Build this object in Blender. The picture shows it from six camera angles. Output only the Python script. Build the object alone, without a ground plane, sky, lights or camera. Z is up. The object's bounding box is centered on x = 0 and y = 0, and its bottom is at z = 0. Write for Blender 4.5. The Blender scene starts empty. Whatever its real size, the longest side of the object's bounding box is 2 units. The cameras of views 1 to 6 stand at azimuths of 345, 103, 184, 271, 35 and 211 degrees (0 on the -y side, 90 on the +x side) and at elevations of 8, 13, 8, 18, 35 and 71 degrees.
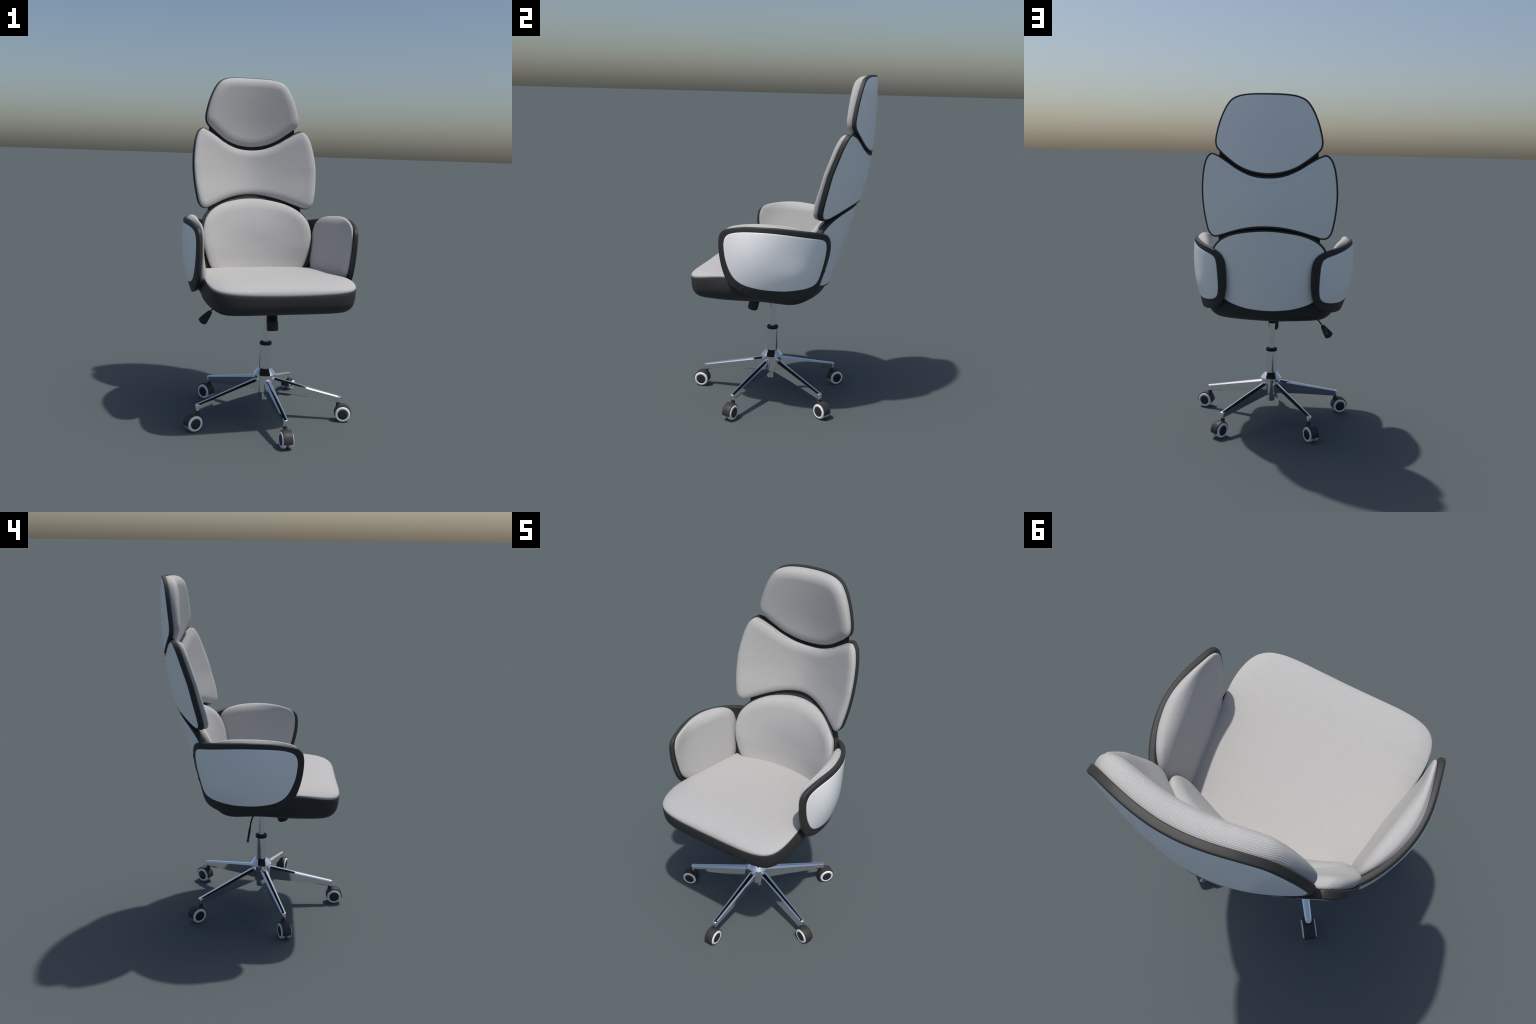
import bpy, bmesh, math
import numpy as np
from mathutils import Vector, Matrix

# =====================================================================
#  High-backed office chair: three upholstered back sections, winged
#  armrests, bucket seat, gas lift and a five-legged chromed base.
#  Metres, z up, front of the chair towards -y.
# =====================================================================
HUB = (0.0, -0.030)                       # axis of the gas lift

# ---------------------------------------------------------------- materials
def new_mat(name):
    m = bpy.data.materials.new(name)
    m.use_nodes = True
    nt = m.node_tree
    return m, nt, nt.nodes, nt.links, nt.nodes["Principled BSDF"]

def plain(name, col, rough, metallic=0.0, spec=0.5, grain=None, grain_scale=400.0, coat=0.0):
    m, nt, N, L, b = new_mat(name)
    b.inputs["Base Color"].default_value = (*col, 1)
    b.inputs["Roughness"].default_value = rough
    b.inputs["Metallic"].default_value = metallic
    b.inputs["Specular IOR Level"].default_value = spec
    b.inputs["Coat Weight"].default_value = coat
    if grain:
        tc = N.new("ShaderNodeTexCoord")
        no = N.new("ShaderNodeTexNoise")
        no.inputs["Scale"].default_value = grain_scale
        no.inputs["Detail"].default_value = 3
        L.new(tc.outputs["Object"], no.inputs["Vector"])
        bu = N.new("ShaderNodeBump")
        bu.inputs["Strength"].default_value = grain
        bu.inputs["Distance"].default_value = 0.0005
        L.new(no.outputs["Fac"], bu.inputs["Height"])
        L.new(bu.outputs["Normal"], b.inputs["Normal"])
        mix = N.new("ShaderNodeMix"); mix.data_type = 'RGBA'
        mix.inputs["A"].default_value = (*[c * 0.95 for c in col], 1)
        mix.inputs["B"].default_value = (*[min(1, c * 1.05) for c in col], 1)
        L.new(no.outputs["Fac"], mix.inputs["Factor"])
        L.new(mix.outputs["Result"], b.inputs["Base Color"])
    return m

def woven(name, col, pitch=0.0047, strength=0.75):
    """Basket-weave cloth: staggered round tufts; the weave lies flat on whichever way the cloth faces."""
    m, nt, N, L, b = new_mat(name)
    tc = N.new("ShaderNodeTexCoord")
    sep = N.new("ShaderNodeSeparateXYZ")
    L.new(tc.outputs["Object"], sep.inputs[0])
    nsep = N.new("ShaderNodeSeparateXYZ")
    L.new(tc.outputs["Normal"], nsep.inputs[0])
    def math_node(op, a, c=None):
        n = N.new("ShaderNodeMath"); n.operation = op
        for k, v in enumerate((a, c)):
            if v is None: continue
            if isinstance(v, (int, float)): n.inputs[k].default_value = v
            else: L.new(v, n.inputs[k])
        return n.outputs[0]
    k = 2 * math.pi / pitch
    cosv = {a: math_node('COSINE', math_node('MULTIPLY', sep.outputs[a], k)) for a in "XYZ"}
    total, wsum = None, None
    for n_axis, (p, q) in (("X", "YZ"), ("Y", "XZ"), ("Z", "XY")):
        w = math_node('POWER', math_node('ABSOLUTE', nsep.outputs[n_axis]), 10.0)
        pat = math_node('MULTIPLY', math_node('MULTIPLY', cosv[p], cosv[q]), w)
        total = pat if total is None else math_node('ADD', total, pat)
        wsum = w if wsum is None else math_node('ADD', wsum, w)
    tuft = math_node('ADD', math_node('MULTIPLY', math_node('DIVIDE', total, wsum), 0.5), 0.5)
    bu = N.new("ShaderNodeBump")
    bu.inputs["Strength"].default_value = strength
    bu.inputs["Distance"].default_value = 0.0008
    L.new(tuft, bu.inputs["Height"])
    L.new(bu.outputs["Normal"], b.inputs["Normal"])
    ramp = N.new("ShaderNodeValToRGB")
    ramp.color_ramp.elements[0].position = 0.05
    ramp.color_ramp.elements[0].color = (*[x * 0.74 for x in col], 1)
    ramp.color_ramp.elements[1].position = 0.65
    ramp.color_ramp.elements[1].color = (*[x * 1.045 for x in col], 1)
    L.new(tuft, ramp.inputs[0])
    no = N.new("ShaderNodeTexNoise")
    no.inputs["Scale"].default_value = 300
    no.inputs["Detail"].default_value = 2
    L.new(tc.outputs["Object"], no.inputs["Vector"])
    mr = N.new("ShaderNodeMapRange")
    mr.inputs["To Min"].default_value = 0.94
    mr.inputs["To Max"].default_value = 1.06
    L.new(no.outputs["Fac"], mr.inputs["Value"])
    mix = N.new("ShaderNodeMix"); mix.data_type = 'RGBA'; mix.blend_type = 'MULTIPLY'
    mix.inputs["Factor"].default_value = 1.0
    L.new(ramp.outputs["Color"], mix.inputs["A"])
    L.new(mr.outputs["Result"], mix.inputs["B"])
    L.new(mix.outputs["Result"], b.inputs["Base Color"])
    b.inputs["Roughness"].default_value = 0.85
    b.inputs["Specular IOR Level"].default_value = 0.25
    return m

CLOTH = (0.49, 0.485, 0.48)
M_CLOTH = woven("woven_cloth", CLOTH)
M_PANEL = plain("pale_leather", (0.96, 0.965, 0.97), 0.40, spec=0.5, grain=0.04, grain_scale=900, coat=0.3)
M_SEAM = plain("pale_leather_seam", (0.70, 0.71, 0.72), 0.5)
M_BLACK = plain("black_trim", (0.034, 0.034, 0.034), 0.55, spec=0.35, grain=0.05, grain_scale=700)
M_PLASTIC = plain("black_plastic", (0.026, 0.026, 0.027), 0.5, spec=0.35)
M_DARK = plain("dark_plastic", (0.012, 0.012, 0.013), 0.55, spec=0.3)
M_CASTER = plain("caster_black", (0.040, 0.039, 0.038), 0.55, spec=0.35)
M_CAP = plain("caster_cap_black", (0.026, 0.026, 0.027), 0.4, spec=0.4)
M_TYRE = plain("caster_tyre_grey", (0.80, 0.82, 0.84), 0.35, spec=0.5)
M_CHROME = plain("polished_chrome", (0.93, 0.93, 0.94), 0.045, metallic=1.0)
M_PRINT = plain("pale_print", (0.25, 0.27, 0.30), 0.6)

# ---------------------------------------------------------------- scene helpers
COLL = bpy.context.scene.collection
ROOT = bpy.data.objects.new("office_chair", None)
COLL.objects.link(ROOT)
ROOT["label"] = "high-backed office chair, pale woven cushions, black trim, chromed star base"
ROOT["category"] = "office chair"

def make_obj(name, mesh, mat, parent):
    ob = bpy.data.objects.new(name, mesh)
    if mat is not None and len(mesh.materials) == 0:
        mesh.materials.append(mat)
    COLL.objects.link(ob)
    ob.parent = parent
    return ob

def finish(bm, name, mat, parent, angle=40.0, smooth=True):
    bmesh.ops.recalc_face_normals(bm, faces=bm.faces)
    me = bpy.data.meshes.new(name)
    for f in bm.faces:
        f.smooth = smooth
    for e in bm.edges:
        if len(e.link_faces) == 2 and e.calc_face_angle(0.0) > math.radians(angle):
            e.smooth = False
    bm.to_mesh(me)
    bm.free()
    return make_obj(name, me, mat, parent)

def add_loft(bm, rings, cap0=False, cap1=False, closed=True):
    """Quad strips through rings of equal length; a one-point ring makes a pole."""
    vs = [[bm.verts.new(tuple(p)) for p in r] for r in rings]
    for a, b in zip(vs[:-1], vs[1:]):
        n = max(len(a), len(b))
        for i in range(n if closed else n - 1):
            j = (i + 1) % n
            if len(a) == 1:
                bm.faces.new((a[0], b[i], b[j]))
            elif len(b) == 1:
                bm.faces.new((a[i], b[0], a[j]))
            else:
                bm.faces.new((a[i], b[i], b[j], a[j]))
    if cap0:
        bm.faces.new(vs[0])
    if cap1:
        bm.faces.new(vs[-1])
    return vs

def loft(name, rings, mat, parent, cap0=False, cap1=False, angle=40.0):
    bm = bmesh.new()
    add_loft(bm, rings, cap0, cap1)
    return finish(bm, name, mat, parent, angle)

def lathe_rings(profile, n=48, origin=(0, 0, 0), axis=(0, 0, 1)):
    """profile: (radius, height along axis)."""
    ax = Vector(axis).normalized()
    q = Vector((0, 0, 1)).rotation_difference(ax)
    out = []
    for r, h in profile:
        if r < 1e-6:
            out.append([Vector(origin) + ax * h])
        else:
            out.append([Vector(origin) + q @ Vector((r * math.cos(t), r * math.sin(t), h))
                        for t in np.linspace(0, 2 * math.pi, n, endpoint=False)])
    return out

def lathe(name, profile, mat, parent, n=48, origin=(0, 0, 0), axis=(0, 0, 1), angle=35):
    return loft(name, lathe_rings(profile, n, origin, axis), mat, parent, angle=angle)

# ---------------------------------------------------------------- curves
def spline(pts, n, closed=True):
    """Centripetal-ish Catmull-Rom through pts, resampled to n points of equal arc length."""
    p = np.array(pts, float)
    m = len(p)
    out = []
    rng = range(m) if closed else range(m - 1)
    for i in rng:
        if closed:
            p0, p1, p2, p3 = p[(i - 1) % m], p[i], p[(i + 1) % m], p[(i + 2) % m]
        else:
            p0, p1, p2, p3 = p[max(i - 1, 0)], p[i], p[i + 1], p[min(i + 2, m - 1)]
        d1 = max(np.linalg.norm(p2 - p1), 1e-9)
        d0 = max(np.linalg.norm(p1 - p0), 1e-9)
        d2 = max(np.linalg.norm(p3 - p2), 1e-9)
        d0, d1, d2 = d0 ** .5, d1 ** .5, d2 ** .5
        if np.allclose(p0, p1): m1 = (p2 - p1)
        else: m1 = d1 * ((p1 - p0) / d0 - (p2 - p0) / (d0 + d1) + (p2 - p1) / d1)
        if np.allclose(p2, p3): m2 = (p2 - p1)
        else: m2 = d1 * ((p2 - p1) / d1 - (p3 - p1) / (d1 + d2) + (p3 - p2) / d2)
        t = np.linspace(0, 1, 24, endpoint=False)[:, None]
        out.append((2*t**3 - 3*t**2 + 1)*p1 + (t**3 - 2*t**2 + t)*m1 + (-2*t**3 + 3*t**2)*p2 + (t**3 - t**2)*m2)
    c = np.vstack(out + ([] if closed else [p[-1:]]))
    if closed:
        c = np.vstack([c, c[:1]])
    s = np.r_[0, np.cumsum(np.linalg.norm(np.diff(c, axis=0), axis=1))]
    q = np.linspace(0, s[-1], n, endpoint=not closed)
    return np.stack([np.interp(q, s, c[:, k]) for k in range(c.shape[1])], 1)

def mirrored(half):
    """half: points with x >= 0, from the top centre to the bottom centre."""
    h = list(half)
    return h + [(-x, z) for x, z in reversed(h) if x > 1e-6]

def orient(c):
    a = 0.5 * np.sum(c[:, 0] * np.roll(c[:, 1], -1) - np.roll(c[:, 0], -1) * c[:, 1])
    return c if a > 0 else c[::-1].copy()

def inset(c, d):
    """Shift a counter-clockwise outline inwards by d."""
    t = np.roll(c, -1, 0) - np.roll(c, 1, 0)
    t /= np.linalg.norm(t, axis=1)[:, None]
    return c + d * np.stack([-t[:, 1], t[:, 0]], 1)

def by_angle(curve, centre, angles):
    """Points where rays from the centre at the given angles meet a closed outline."""
    a = np.unwrap(np.arctan2(curve[:, 1] - centre[1], curve[:, 0] - centre[0]))
    r = np.linalg.norm(curve - centre, axis=1)
    a0 = a[0]
    a, r = np.r_[a, a[0] + 2 * math.pi], np.r_[r, r[0]]
    a = np.maximum.accumulate(a)
    q = np.mod(angles - a0, 2 * math.pi) + a0
    rr = np.interp(q, a, r)
    return centre + rr[:, None] * np.stack([np.cos(q), np.sin(q)], 1)

def dist_to(points, outline):
    return np.sqrt(((points[:, None, :] - outline[None]) ** 2).sum(-1)).min(1)

def puff(q):
    q = np.clip(q, 0, 1)
    return np.sqrt(np.clip(1 - (1 - q) ** 2, 0, 1))

def ease(q):
    q = np.clip(q, 0, 1)
    return q * q * (3 - 2 * q)

def ramp_fn(xs, ys):
    """Smooth curve through a few control points, used as a 1-D profile."""
    xs, ys = np.array(xs, float), np.array(ys, float)
    c = spline(np.stack([xs, ys], 1), 400, closed=False)
    o = np.argsort(c[:, 0])
    return lambda v: np.interp(v, c[o, 0], c[o, 1])

NS = 320          # samples round an outline
RHO = 1 - np.linspace(0, 1, 40) ** 1.55
RHO = RHO[:-1]

# ---------------------------------------------------------------- padded panel builder
def padded(name, S, outer, centre, parent, rim_d, rim_face, panel_in, panel_out, cushion, cush_depth,
           cush_w, cloth, over=0.003, panel_bulge=0.0, start=0.30):
    """One upholstered section.
    S(uv, depth): point on the section; depth counts from the back face inwards.
    outer: outline of the black frame; panel_in: outline of the pale back panel;
    cushion: outline of the cushion; cush_depth(uv): full thickness."""
    centre = np.array(centre, float)
    # --- frame
    R = orient(outer)
    ang = np.unwrap(np.arctan2(R[:, 1] - centre[1], R[:, 0] - centre[0]))
    Bp = by_angle(orient(panel_in), centre, ang)
    e = rim_face                      # rounding of the frame's edges
    RD = rim_d if callable(rim_d) else (lambda uv: np.full(len(uv), rim_d))
    rd = RD(R)
    rings = []
    g = 0.0045
    Bi = inset(Bp, 0.006)
    rings.append(S(Bi, np.full(len(R), 0.010)))
    rings.append(S(Bi, np.full(len(R), g)))
    rings.append(S(Bp, np.full(len(R), g * 0.7)))
    rings.append(S(inset(Bp, -0.0006), np.full(len(R), 0.0004)))
    E = inset(R, e)
    for t in (0.25, 0.5, 0.75):
        rings.append(S(Bp * (1 - t) + E * t, np.zeros(len(R))))
    for a in np.linspace(0, math.pi / 2, 9):
        rings.append(S(inset(R, e * (1 - math.sin(a))), np.full(len(R), e * (1 - math.cos(a)))))
    for a in np.linspace(0, math.pi / 2, 9):
        rings.append(S(inset(R, e * (1 - math.cos(a))), rd - e + e * math.sin(a)))
    rings.append(S(inset(R, e + 0.012), rd))
    rings.append(S(centre + 0.80 * (R - centre), rd - 0.002))
    rings.append(S(centre[None], np.array([float(RD(centre[None])[0]) - 0.002])))
    frame = loft(name, rings, M_BLACK, parent, angle=50)
    # --- back panel
    P = inset(Bp, 0.0003)
    rings = [S(inset(P, 0.002), np.full(len(P), 0.008)), S(P, np.full(len(P), 0.005))]
    for rho in RHO:
        uv = centre + rho * (P - centre)
        q = dist_to(uv, P) / 0.006
        lift = 0.0040 * (1 - puff(q)) - (panel_out(uv, rho) if panel_out else 0.0)
        rings.append(S(uv, lift))
    rings.append(S(centre[None], np.array([-(float(panel_out(centre[None], 0.0)[0]) if panel_out else 0.0)])))
    loft("back_panel" if name != "armrest" else "side_panel", rings, M_PANEL, frame, angle=60)
    # --- cushion
    C = orient(cushion)
    rings = []
    full = lambda uv: cush_depth(uv)
    for ins, f in ((0.012, -0.15), (0.002, 0.0), (-0.4 * over, 0.07), (-0.85 * over, 0.17), (-over, start)):
        uv = inset(C, ins)
        rings.append(S(uv, RD(uv) + f * (full(uv) - RD(uv))))
    Cx = inset(C, -over)
    for rho in RHO[1:]:
        uv = centre + rho * (Cx - centre)
        f = start + (1 - start) * puff(dist_to(uv, Cx) / cush_w)
        rings.append(S(uv, RD(uv) + f * (full(uv) - RD(uv))))
    rings.append(S(centre[None], np.array([float(full(centre[None])[0])])))
    loft("cushion", rings, cloth, frame, angle=60)
    return frame

# ---------------------------------------------------------------- back sections
def back_surface(yc, c, p):
    def base(uv):
        ax = np.sqrt(uv[:, 0] ** 2 + 0.012 ** 2) - 0.012
        return yc(uv[:, 1]) - c(uv[:, 1]) * ax ** p
    def S(uv, depth):
        return np.stack([uv[:, 0], base(uv) - depth, uv[:, 1]], 1)
    S.base = base
    return S

# headrest
S_head = back_surface(ramp_fn([1.50, 1.57, 1.65, 1.75, 1.85, 1.93, 2.02], [.524, .532, .5385, .5425, .5435, .541, .534]),
                      lambda z: 0.68 + 0 * z, 1.71)
head_out = spline(mirrored([(0, 2.0), (.10, 1.998), (.158, 1.990), (.203, 1.970), (.235, 1.932), (.267, 1.866),
                            (.289, 1.795), (.297, 1.745), (.290, 1.711), (.265, 1.683), (.216, 1.643),
                            (.158, 1.605), (.085, 1.578), (0, 1.568)]), NS)
head_out = orient(head_out)
padded("headrest", S_head, head_out, (0, 1.80), ROOT, 0.022, 0.004, inset(head_out, 0.0082), None,
       inset(head_out, 0.0075), lambda uv: 0.064 + 0.026 * ease((uv[:, 1] - 1.58) / .34) * (1 - .55 * (uv[:, 0] / .28) ** 2) + 0.003 * (uv[:, 0] / .28) ** 2, 0.058, M_CLOTH, start=.28, over=0.002)

# backrest (the waisted middle section)
S_mid = back_surface(ramp_fn([1.17, 1.20, 1.27, 1.36, 1.46, 1.55, 1.60, 1.70], [.439, .449, .4725, .4975, .5185, .531, .536, .546]),
                     lambda z: np.interp(z, [1.2, 1.28, 1.37, 1.46, 1.56, 1.65], [.84, .83, .80, .77, .69, .62]), 1.62)
mid_out = spline(mirrored([(0, 1.558), (.087, 1.568), (.167, 1.602), (.219, 1.635), (.279, 1.670), (.318, 1.681),
                           (.345, 1.661), (.365, 1.618), (.378, 1.558), (.387, 1.463), (.383, 1.367), (.370, 1.277),
                           (.356, 1.228), (.332, 1.203), (.303, 1.2005), (.266, 1.213), (.172, 1.247), (.089, 1.267),
                           (0, 1.274)]), NS)
mid_out = orient(mid_out)
mid = padded("backrest", S_mid, mid_out, (0, 1.425), ROOT, 0.028, 0.0045, inset(mid_out, 0.0088), None,
             inset(mid_out, 0.0075), lambda uv: 0.063 + (0.007 + 0.008 * np.exp(-((uv[:, 1] - 1.29) / .09) ** 2)) * ease(np.abs(uv[:, 0]) / .28), 0.046, M_CLOTH, start=.28, over=0.002)
# faint moulded outline of the hinge plate under the back panel
seam = spline([(.263, 1.646), (.260, 1.622), (.215, 1.600), (.15, 1.560), (.08, 1.532), (0, 1.522), (-.08, 1.532),
               (-.15, 1.560), (-.215, 1.600), (-.260, 1.622), (-.263, 1.646)], 120, closed=False)
bm = bmesh.new()
prof = [(-0.0011, 0.0004), (-0.0005, -0.0004), (0.0005, -0.0004), (0.0011, 0.0004)]
nrm = np.gradient(seam, axis=0); nrm /= np.linalg.norm(nrm, axis=1)[:, None]
nrm = np.stack([-nrm[:, 1], nrm[:, 0]], 1)
lines = [S_mid(seam + o * nrm, np.full(len(seam), d)) for o, d in prof]
add_loft(bm, list(np.stack(lines, 1)), closed=False)
finish(bm, "seam", M_SEAM, mid)

# lumbar section
S_low = back_surface(ramp_fn([.72, .76, .80, .90, 1.05, 1.15, 1.22, 1.28], [.298, .312, .326, .358, .4025, .430, .4485, .463]),
                     lambda z: np.interp(z, [.8, 1.0, 1.2], [.93, .96, .98]), 1.87)
LOW_D = ramp_fn([.74, .80, .88, .98, 1.08, 1.16, 1.22, 1.30], [.080, .083, .089, .103, .1165, .115, .107, .099])
low_out = spline(mirrored([(0, 1.262), (.118, 1.251), (.217, 1.226), (.285, 1.188), (.326, 1.140), (.345, 1.080),
                           (.348, 1.020), (.340, .930), (.318, .862), (.258, .807), (.156, .773), (.05, .761),
                           (0, .760)]), NS)
low_out = orient(low_out)
low_cus = orient(spline(mirrored([(0, 1.252), (.116, 1.241), (.211, 1.217), (.276, 1.180), (.314, 1.134), (.330, 1.080), (.331, 1.020),
                                  (.313, .930), (.280, .850), (.225, .805), (.14, .785), (.05, .776), (0, .775)]), NS))
padded("lumbar_support", S_low, low_out, (0, 1.03), ROOT, 0.038, 0.0045, inset(low_out, 0.0095), None,
       low_cus,
       lambda uv: LOW_D(uv[:, 1]) - (LOW_D(uv[:, 1]) - .093 + .016 * ease((1.0 - uv[:, 1]) / .16)) * ease(np.abs(uv[:, 0]) / .33), 0.055, M_CLOTH,
       over=0.004, start=0.38)

# black hinge strips bridging the gaps between the sections
def hinge_strip(S, zfun, half_w, half_h, d0, d1):
    xs = np.linspace(-half_w, half_w, 61)
    rings = []
    for x in xs:
        e = min(1.0, (half_w - abs(x)) / 0.02 * 0.35 + 0.65)
        zc = zfun(abs(x))
        uv = np.array([(x, zc + half_h * e), (x, zc + half_h * e), (x, zc - half_h * e), (x, zc - half_h * e)])
        rings.append(S(uv, np.array([d0, d1, d1, d0])))
    loft("hinge_strip", rings, M_DARK, ROOT, cap0=True, cap1=True, angle=30)
hinge_strip(S_mid, lambda x: np.interp(x, [0, .087, .167, .219, .265, .28], [1.563, 1.573, 1.605, 1.640, 1.672, 1.682]), .272, .016, .012, .030)
hinge_strip(S_low, lambda x: np.interp(x, [0, .1, .2, .26, .30], [1.268, 1.259, 1.236, 1.210, 1.188]), .292, .0125, .016, .034)

# ---------------------------------------------------------------- armrests
# outer face in cylindrical form about a vertical axis at x = 0.2: radius(angle, height)
ARM_C = {(0, 0): .28978, (0, 1): .02538, (0, 2): -.0272, (0, 3): .0001, (1, 0): -.02784, (1, 1): .00338,
         (1, 2): .01887, (1, 3): -.00169, (2, 0): .01739, (2, 1): -.00134, (2, 2): .04092, (2, 3): -.01247,
         (3, 0): .01501, (3, 1): .01497, (3, 2): -.036, (4, 0): .05785, (4, 1): -.00545, (5, 0): -.03793}
ARM_K = 0.30      # metres of outline coordinate per radian
def arm_base(uv):
    t = uv[:, 0] / ARM_K
    t = np.minimum(t, math.radians(84))
    w = (uv[:, 1] - .95) / .2
    r = sum(c * t ** i * w ** j for (i, j), c in ARM_C.items())
    return np.stack([.2 + r * np.cos(t), r * np.sin(t), uv[:, 1]], 1)
def arm_surface(sign):
    def S(uv, depth):
        h = 1e-3
        p = arm_base(uv)
        du = arm_base(uv + [h, 0]) - arm_base(uv - [h, 0])
        dv = arm_base(uv + [0, h]) - arm_base(uv - [0, h])
        n = np.cross(du, dv)
        n /= np.linalg.norm(n, axis=1)[:, None]
        q = p - n * depth[:, None]
        q[:, 0] *= sign
        return q
    return S
deg = lambda pts: [(math.radians(a) * ARM_K, z) for a, z in pts]
arm_out = orient(spline(deg([(-46.3, 1.04), (-46, 1.08), (-44.6, 1.115), (-41, 1.139), (-33, 1.154), (-22, 1.166), (-11, 1.171),
                      (4, 1.172), (17, 1.170), (29, 1.164), (40, 1.157), (48, 1.151), (57, 1.144), (66, 1.134), (73, 1.119),
                      (78, 1.096), (80.6, 1.065), (81.7, 1.03), (82, .97), (81.6, .914), (80, .862), (76.5, .815),
                      (71.5, .787), (64, .768), (50, .752), (35, .744), (20, .741), (0, .747), (-16, .762), (-28, .785),
                      (-36.2, .815), (-41, .858), (-44, .915), (-45.8, .98)]), NS))
arm_pan = orient(spline(deg([(-41.2, 1.04), (-41.0, 1.071), (-39.8, 1.095), (-37.2, 1.113), (-31.5, 1.127), (-21.3, 1.137),
                      (-7.7, 1.142), (9.4, 1.142), (25.8, 1.135), (41.6, 1.123), (58.3, 1.107), (66.5, 1.096),
                      (70.7, 1.081), (72.6, 1.055), (73.3, 1.015), (73.4, .954), (72.5, .885), (70.4, .847), (65.9, .827),
                      (58, .815), (45, .807), (30, .803), (15, .805), (-.7, .81), (-15, .82), (-24, .833), (-30.5, .855),
                      (-34.5, .883), (-37.2, .917), (-39.8, .967)]), NS))
arm_cus = orient(spline(deg([(-42.7, 1.04), (-42, 1.10), (-38.5, 1.142), (-29, 1.165), (-13, 1.180), (4, 1.182), (19, 1.176),
                      (33, 1.166), (43.5, 1.150), (50.5, 1.121), (54.3, 1.065), (55.4, .97), (55, .89), (51, .83), (40, .800),
                      (0, .785), (-20, .797), (-32, .828), (-38, .880), (-41.3, .96)]), NS))
def arm_cushion_depth(uv):
    """Fat pad with a nearly flat upright face: it fills the shell up to a plane across the wing."""
    h = 1e-3
    p = arm_base(uv)
    n = np.cross(arm_base(uv + [h, 0]) - arm_base(uv - [h, 0]), arm_base(uv + [0, h]) - arm_base(uv - [0, h]))
    n /= np.linalg.norm(n, axis=1)[:, None]
    f = np.array([1.0, 0.17]) / math.hypot(1, .17)                # plan normal of the face
    d = (p[:, 0] - .375 - .15 * (uv[:, 1] - .96)) * f[0] + (p[:, 1] + .03) * f[1]
    cosang = np.maximum(n[:, 0] * f[0] + n[:, 1] * f[1], .62)
    d = d / cosang
    return .052 + np.log1p(np.exp((d - .052) / .012)) * .012 - .004
def arm_frame_depth(uv):
    """The frame thickens along its foot, where it is bolted to the seat shell."""
    return 0.026 + 0.028 * ease((.86 - uv[:, 1]) / .09)
def arm_bulge(uv, rho):
    """The pale side panel is gently domed, most of all low down towards the back."""
    a = (uv[:, 0] / ARM_K - math.radians(52)) / math.radians(30)
    h = (uv[:, 1] - .89) / .11
    return 0.0155 * np.exp(-a * a - h * h) * (1 - rho ** 3)
def stud(S, uv, parent, r=0.0115, h=0.0022):
    """Low round cover cap lying on the armrest frame."""
    rings = []
    for rr, hh in ((r, .002), (r, -h * .5), (r * .93, -h * .85), (r * .6, -h), (r * .2, -h * 1.02)):
        t = np.linspace(0, 2 * math.pi, 28, endpoint=False)
        rings.append(S(np.stack([uv[0] + rr * np.cos(t), uv[1] + rr * np.sin(t)], 1), np.full(28, hh)))
    loft("cover_cap", rings, M_BLACK, parent, cap1=True, angle=30)
for sign in (1, -1):
    S_arm = arm_surface(sign)
    arm = padded("armrest", S_arm, arm_out, (math.radians(8) * ARM_K, .965), ROOT, arm_frame_depth, 0.0085, arm_pan, arm_bulge,
                 arm_cus, arm_cushion_depth, 0.050, M_CLOTH, over=0.008, start=.36)
    for a, z in ((-24, .806), (36, .772), (77.5, 1.035), (77.8, .90)):
        stud(S_arm, (math.radians(a) * ARM_K, z), arm)

# ---------------------------------------------------------------- seat
shell_half = [(0, -.4755), (.12, -.4760), (.235, -.4745), (.300, -.466), (.347, -.449), (.379, -.420), (.397, -.380), (.407, -.310),
              (.408, -.20), (.404, -.06), (.398, .06), (.385, .14), (.348, .203), (.285, .243), (.20, .271), (.10, .292), (0, .299)]
cush_half = [(0, -.4740), (.12, -.4745), (.235, -.473), (.298, -.465), (.345, -.448), (.377, -.419), (.395, -.380), (.405, -.312),
             (.402, -.225), (.391, -.15), (.373, -.03), (.352, .085), (.334, .17), (.310, .225), (.26, .255), (.15, .27), (0, .275)]
def z_border(uv):
    x, y = uv[:, 0], uv[:, 1]
    s = np.clip((y + .475) / .24, 0, 1)
    return .8085 + .014 * np.clip(np.abs(x) / .38, 0, 1.1) ** 2 + .022 * s * s * (3 - 2 * s)
def z_crown(uv):
    x, y = uv[:, 0], uv[:, 1]
    return np.interp(y, [-.48, -.42, -.37, -.32, -.24, -.14, 0, .1, .3], [.852, .862, .870, .875, .877, .8745, .869, .864, .845]) - .012 * (x / .4) ** 4

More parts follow.
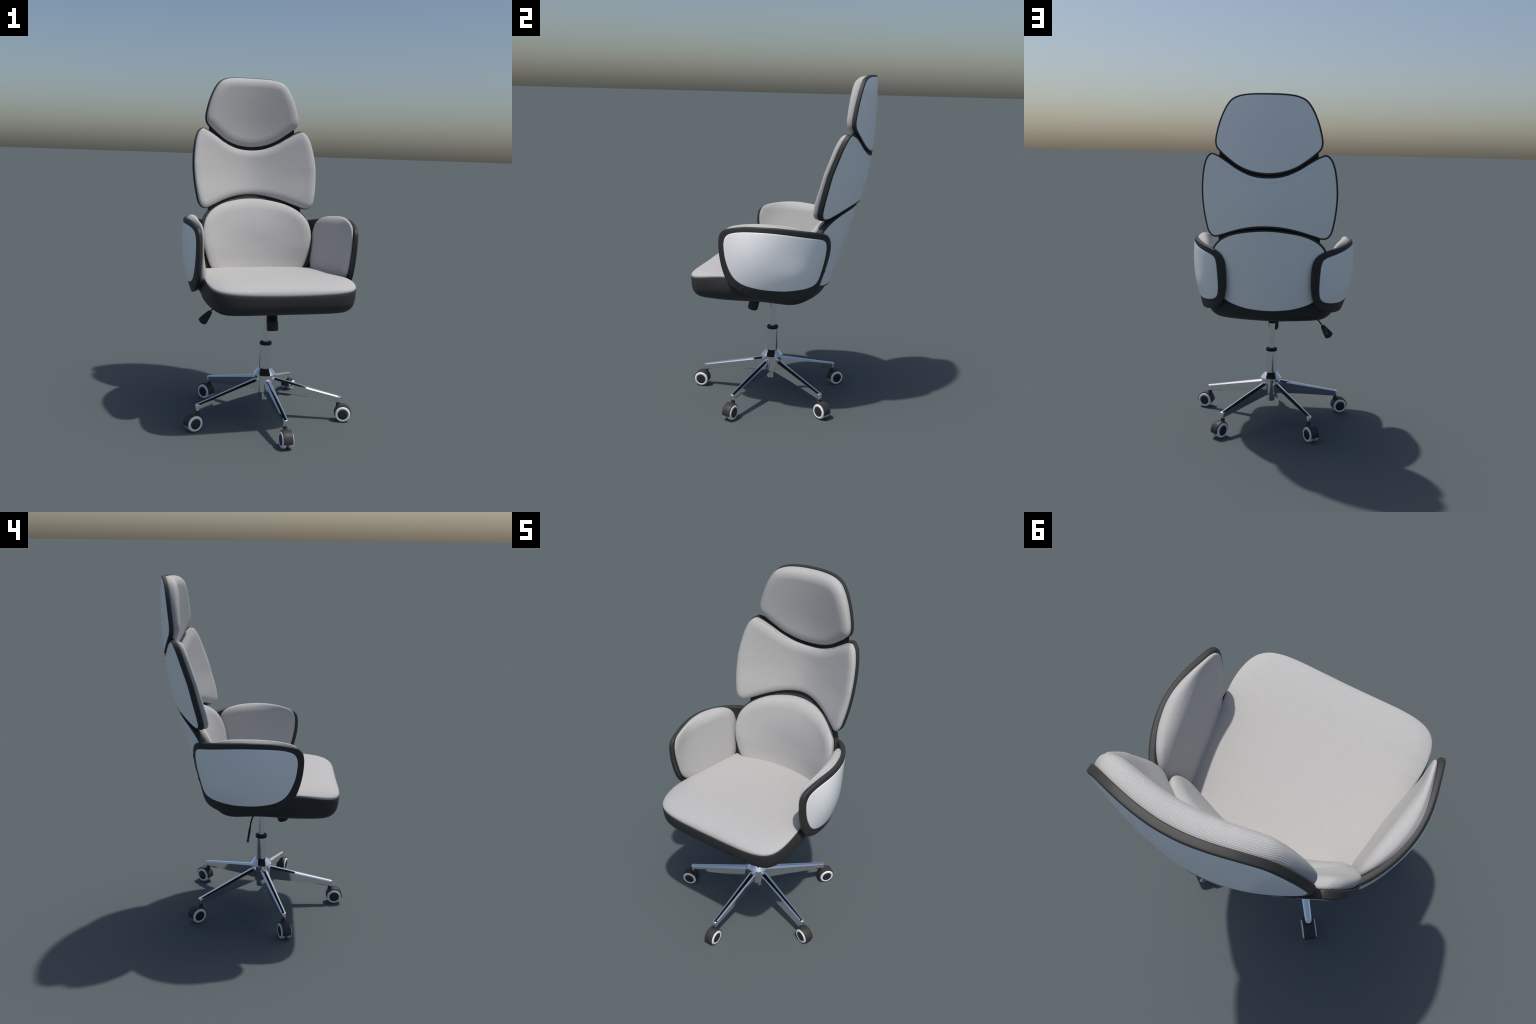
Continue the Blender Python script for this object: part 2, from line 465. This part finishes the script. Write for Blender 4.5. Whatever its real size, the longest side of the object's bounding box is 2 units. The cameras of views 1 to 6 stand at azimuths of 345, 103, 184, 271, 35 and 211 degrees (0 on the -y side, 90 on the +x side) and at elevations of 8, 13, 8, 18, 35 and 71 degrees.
# seat shell: tucked-under black bucket, its lip following the cushion's edge
So = orient(spline(mirrored(shell_half), NS))
tan = np.roll(So, -1, 0) - np.roll(So, 1, 0)
tan /= np.linalg.norm(tan, axis=1)[:, None]
tuck = (0.92 + 0.50 * np.abs(tan[:, 1]) ** 2 * np.exp(-((So[:, 1] + .01) / .14) ** 2))[:, None]      # the flanks tuck under more than front and back
flare = (0.011 * np.abs(tan[:, 1]) ** 2 * np.exp(-((So[:, 1] + .20) / .13) ** 2))[:, None]   # flanks swell below the lip
rings = [np.c_[inset(So, .03), z_border(So) - .012], np.c_[inset(So, .004), z_border(So) - .001],
         np.c_[inset(So, .001), z_border(So) - .0015], np.c_[So, z_border(So) - .005]]
for f, ins in ((.10, .0003), (.22, .0015), (.34, .003), (.46, .0055), (.57, .0095), (.67, .0155), (.76, .0245), (.84, .038), (.90, .054),
               (.95, .078), (.98, .108)):
    floor = .691 - .008 * np.clip((So[:, 1] + .40) / .5, 0, 1)
    zb = z_border(So) - .004
    rings.append(np.c_[inset(So, ins * tuck - flare * math.sin(math.pi * min(f / .9, 1))), zb + (floor - zb) * f])
Sc = np.array([0.0, -.06])
last = rings[-1][:, :2]
for k in (.8, .5, .2):
    uv = Sc + k * (last - Sc)
    rings.append(np.c_[uv, .691 - .008 * np.clip((uv[:, 1] + .40) / .5, 0, 1)])
rings.append(np.array([[0, -.06, .683]]))
seat = loft("seat", rings, M_BLACK, ROOT, angle=60)

Co = orient(spline(mirrored(cush_half), NS))
rings = []
for ins, dz in ((.012, -.010), (.003, -.002), (.0005, .002), (-.0005, .006), (-.0005, .010)):
    rings.append(np.c_[inset(Co, ins), z_border(Co) + dz])
for rho in RHO[1:]:
    uv = Sc + rho * (Co - Sc)
    z0 = z_border(Sc + (Co - Sc)) + .010
    f = puff(dist_to(uv, Co) / .065)
    rings.append(np.c_[uv, z0 + (z_crown(uv) - z0) * f])
rings.append(np.array([[Sc[0], Sc[1], float(z_crown(Sc[None])[0])]]))
loft("cushion", rings, M_CLOTH, seat, angle=60)

# ---------------------------------------------------------------- under-seat mechanism
def rounded_box(name, lo, hi, bev, mat, parent):
    bm = bmesh.new()
    bmesh.ops.create_cube(bm, size=1.0)
    for v in bm.verts:
        v.co = Vector([(lo[k] + hi[k]) / 2 + v.co[k] * (hi[k] - lo[k]) for k in range(3)])
    bmesh.ops.bevel(bm, geom=bm.edges[:], offset=bev, segments=3, affect='EDGES', profile=.5)
    return finish(bm, name, mat, parent, 30)
mech = rounded_box("tilt_mechanism", (-.078, -.150, .652), (.070, .075, .680), .006, M_DARK, ROOT)
lathe("sleeve", [(0, .665), (.026, .665), (.026, .640), (.0235, .622), (.0195, .618), (0, .618)], M_DARK, mech, origin=(HUB[0], HUB[1], 0))
# tension knob, leaning forward, ribbed neck and fluted grip
kax = Vector((0, -.25, -1)).normalized()
prof = [(0, -.01), (.030, -.01)]
for k in range(9):
    z = .004 + k * .0065
    prof += [(.0305, z), (.0305, z + .0035), (.0285, z + .0045), (.0285, z + .0060)]
lathe("knob_neck", prof + [(.0285, .066), (0, .066)], M_DARK, mech, origin=(0, -.136, .664), axis=kax, n=40)
rings = []
for r, h in ((.0, .0625), (.0305, .0625), (.0320, .0650), (.0325, .070), (.0325, .104), (.0315, .112), (.0275, .117), (.012, .118), (0, .118)):
    o = Vector((0, -.136, .664)) + kax * h
    q = Vector((0, 0, 1)).rotation_difference(kax)
    if r == 0: rings.append([o]); continue
    rings.append([o + q @ Vector(((r - .0008 * (.5 + .5 * math.cos(20 * t)) * (r > .029)) * math.cos(t),
                                  (r - .0008 * (.5 + .5 * math.cos(20 * t)) * (r > .029)) * math.sin(t), 0))
                  for t in np.linspace(0, 2 * math.pi, 160, endpoint=False)])
loft("tension_knob", rings, M_PLASTIC, mech, angle=35)

# height lever: bent rod ending in a flat flared paddle
def tube(name, pts, r, mat, parent, n=14):
    c = spline(pts, 40, closed=False)
    rings = []
    t = np.gradient(c, axis=0)
    for p, d in zip(c, t):
        d = Vector(d).normalized()
        a = d.cross(Vector((0, 1, 0))).normalized(); b = d.cross(a)
        rings.append([Vector(p) + a * r * math.cos(w) + b * r * math.sin(w) for w in np.linspace(0, 2 * math.pi, n, endpoint=False)])
    return loft(name, rings, mat, parent, cap0=True, cap1=True)
J, T = Vector((-.318, .032, .627)), Vector((-.364, .0425, .566))
lever = tube("height_lever", [(-.06, .0, .665), (-.20, .008, .668), (-.268, .02, .668), (-.292, .026, .659), tuple(J), tuple(J + (T - J) * .2)], .0042, M_DARK, ROOT)
ld = (T - J).normalized(); side = ld.cross(Vector((0, 1, 0))).normalized(); thk = ld.cross(side).normalized()
L = (T - J).length
rings = []
for f, w, h in ((-.02, .004, .003), (0, .0095, .0048), (.06, .0125, .0055), (.25, .0165, .0058), (.6, .0225, .0058), (.85, .0262, .0056),
                (1.0, .0262, .0052)):
    o = J + ld * L * f
    ring = []
    for a in np.linspace(0, 2 * math.pi, 48, endpoint=False):
        ca, sa = math.cos(a), math.sin(a)
        x = math.copysign(abs(ca) ** .35, ca) * w; y = math.copysign(abs(sa) ** .35, sa) * h
        bow = 0.011 * (1 - (x / max(w, 1e-6)) ** 2) * max(0, f - .85) / .15
        ring.append(o + side * x + thk * y + ld * bow)
    rings.append(ring)
paddle = loft("lever_paddle", rings, M_PLASTIC, lever, cap0=True, cap1=True, angle=35)
# printed pictogram on the rear face: seat pad, arrows and text ticks
bm = bmesh.new()
sgn = 1 if thk.y > 0 else -1
face = thk * sgn * .00585
def mark(cx, cy, w, h, rot):
    c = J + ld * (L * .55) + face
    R = Matrix.Rotation(rot, 3, 'Z')
    vs = []
    for dz in (-.0002, .0004):
        for sx, sy in ((-1, -1), (1, -1), (1, 1), (-1, 1)):
            p = R @ Vector((sx * w / 2, sy * h / 2, 0))
            vs.append(bm.verts.new(c + side * (cx + p.x) + ld * (cy + p.y) + thk * sgn * dz))
    bm.faces.new(vs[4:8])
    for i in range(4):
        j = (i + 1) % 4
        bm.faces.new((vs[i], vs[j], vs[4 + j], vs[4 + i]))
for cx, cy, w, h, r in ((0, .006, .011, .0022, .3), (.003, .012, .0022, .011, .3), (-.004, .014, .0022, .008, -.5), (.002, .019, .009, .002, .2),
                        (0, -.002, .002, .009, .5), (-.003, -.002, .002, .007, -.6),
                        (-.0105, -.010, .008, .0012, .3), (-.0105, -.0125, .008, .0012, .3), (-.0105, -.015, .007, .0012, .3),
                        (.0085, -.011, .008, .0012, .3), (.0085, -.0135, .008, .0012, .3), (.0085, -.016, .007, .0012, .3),
                        (.0135, .010, .0075, .0012, .3), (.0135, .0125, .0075, .0012, .3), (.0135, .015, .0065, .0012, .3)):
    mark(cx, cy, w, h, r)
finish(bm, "printed_pictogram", M_PRINT, paddle, 30)

# ---------------------------------------------------------------- gas lift
O = (HUB[0], HUB[1], 0)
lift = lathe("gas_lift", [(0, .150), (.0335, .150), (.0335, .440), (0, .440)], M_CHROME, ROOT, n=72, origin=O)
lathe("piston_rod", [(0, .44), (.0185, .44), (.0185, .660), (0, .660)], M_CHROME, lift, n=64, origin=O)
lathe("collar", [(.0190, .438), (.0335, .438), (.0352, .4405), (.0355, .446), (.0348, .452), (.0325, .455), (.0215, .455), (.0190, .453), (.0190, .438)],
      M_DARK, lift, n=64, origin=O)

# ---------------------------------------------------------------- star base
base = lathe("star_base", [(0, .111), (.0265, .111), (.0285, .113), (.0285, .166), (.054, .160), (.058, .165), (.0610, .2585), (.0640, .2590),
                           (.0670, .261), (.0665, .2645), (.0400, .2965), (.0375, .2985), (.0350, .2975), (.0340, .292), (.0338, .280), (0, .280)],
             M_CHROME, ROOT, n=96, origin=O, angle=25)

def leg_mesh():
    """Tapered leg along +x with a crowned top, drafted sides and a round end boss."""
    bm = bmesh.new()
    rings = []
    R_end = .4395
    for r in list(np.linspace(.030, R_end, 26)):
        f = (r - .06) / (R_end - .06)
        top = .2425 + (.1505 - .2425) * f
        bot = np.interp(r, [.03, .06, .20, .415, .4275, .43, R_end], [.156, .157, .142, .1145, .1145, .1145, .1145])
        hw = .0222 + (.0145 - .0222) * f
        ring = []
        for s in np.linspace(-1, 1, 17):                       # crowned top with chamfer-like shoulders
            x = hw * s
            k = max(0.0, (abs(s) - .36) / .64)
            drop = hw * (.03 * min(1, abs(s) / .36) ** 2 + .45 * k ** 1.2)
            ring.append((r, x, top - drop))
        ring.append((r, hw, top - hw * .48 - .0015))
        ring.append((r, hw * .80, bot + .003))
        ring.append((r, hw * .66, bot))
        ring.append((r, -hw * .66, bot))
        ring.append((r, -hw * .80, bot + .003))
        ring.append((r, -hw, top - hw * .48 - .0015))
        rings.append(ring)
    add_loft(bm, rings, cap0=True, cap1=True)
    # end boss: short vertical barrel with a domed top
    hw = .0145
    zt = .1505
    prof = [(0, zt), (hw * .35, zt - .0003), (hw * .7, zt - .0018), (hw * .95, zt - .0040), (hw, zt - .0055), (hw * .93, .113), (hw * .86, .1115), (0, .1115)]
    # tilt the dome with the slope of the leg
    rs = lathe_rings(prof, 32, (R_end, 0, 0))
    for ring in rs[:5]:
        for v in ring:
            v.z -= (v.x - R_end) * .18
    add_loft(bm, rs)
    bmesh.ops.recalc_face_normals(bm, faces=bm.faces)
    me = bpy.data.meshes.new("base_leg")
    for f in bm.faces: f.smooth = True
    for e in bm.edges:
        if len(e.link_faces) == 2 and e.calc_face_angle(0) > math.radians(32): e.smooth = False
    bm.to_mesh(me); bm.free()
    me.materials.append(M_CHROME)
    return me

def mesh_from(rings_list, name, mat, angle=35):
    bm = bmesh.new()
    for rings, c0, c1 in rings_list:
        add_loft(bm, rings, c0, c1)
    bmesh.ops.recalc_face_normals(bm, faces=bm.faces)
    me = bpy.data.meshes.new(name)
    for f in bm.faces: f.smooth = True
    for e in bm.edges:
        if len(e.link_faces) == 2 and e.calc_face_angle(0) > math.radians(angle): e.smooth = False
    bm.to_mesh(me); bm.free()
    me.materials.append(mat)
    return me

# caster, built at the origin: rolls along +x, axle along y, swivel pin at x = -0.0275
AXLE = .0455
def caster_meshes():
    # hood: drum open at the bottom, flat cut below the axle
    rings = []
    Rh, cut = .0495, -.013
    a0 = math.asin(cut / Rh)
    angs = np.linspace(a0, math.pi - a0, 60)
    for y, r in ((-.0255, .040), (-.0262, .0470), (-.0250, .0488), (-.0225, Rh), (0, Rh), (.0225, Rh), (.0250, .0488), (.0262, .0470), (.0255, .040)):
        ring = [(r * math.cos(a), y, AXLE + .0025 + (r * math.sin(a))) for a in angs]
        ring[0] = (ring[0][0], y, AXLE + .0025 + cut); ring[-1] = (ring[-1][0], y, AXLE + .0025 + cut)
        rings.append(ring)
    pin = -.0275
    neck = lathe_rings([(0, .080), (.0125, .080), (.0125, .1035), (.0110, .1060), (.0085, .1065), (.0085, .118), (0, .118)], 24, (pin, 0, 0))
    hood = mesh_from([(rings, True, True), (neck, False, False)], "caster", M_CASTER, 35)
    # tyre: pale ring, rounded shoulder, running in to a narrow inner face
    tyre, cap = [], []
    for s in (-1, 1):
        prof = [(.028, .0290), (.0300, .0300), (.0330, .0318), (.0370, .0320), (.0405, .0308), (.0432, .0285), (.0448, .0255), (.0455, .0215),
                (.0455, .0120), (.0440, .0095), (.036, .0070), (.020, .0070)]
        tyre.append((lathe_rings([(r, h * s) for r, h in prof], 56, (0, 0, AXLE), (0, 1, 0)), False, False))
        cprof = [(.0303, .0285), (.0300, .0306), (.0285, .0316), (.016, .0320), (0, .0320)]
        cap.append((lathe_rings([(r, h * s) for r, h in cprof], 48, (0, 0, AXLE), (0, 1, 0)), False, False))
    core = lathe_rings([(0, -.009), (.024, -.009), (.024, .009), (0, .009)], 32, (0, 0, AXLE), (0, 1, 0))
    cap.append((core, False, False))
    return hood, mesh_from(tyre, "tyre", M_TYRE, 50), mesh_from(cap, "wheel_cap", M_CAP, 35)

leg_me = leg_mesh()
hood_me, tyre_me, cap_me = caster_meshes()
for k in range(5):
    a = math.radians(-90 + 72 * k)
    rot = Matrix.Rotation(a, 4, 'Z')
    leg = make_obj("base_leg", leg_me, None, base)
    leg.matrix_local = Matrix.Translation((HUB[0], HUB[1], 0)) @ rot
    cas = make_obj("caster", hood_me, None, ROOT)
    cas.matrix_local = Matrix.Translation((HUB[0], HUB[1], 0)) @ rot @ Matrix.Translation((.4645, 0, 0))
    for nm, me in (("tyre", tyre_me), ("wheel_cap", cap_me)):
        make_obj(nm, me, None, cas)
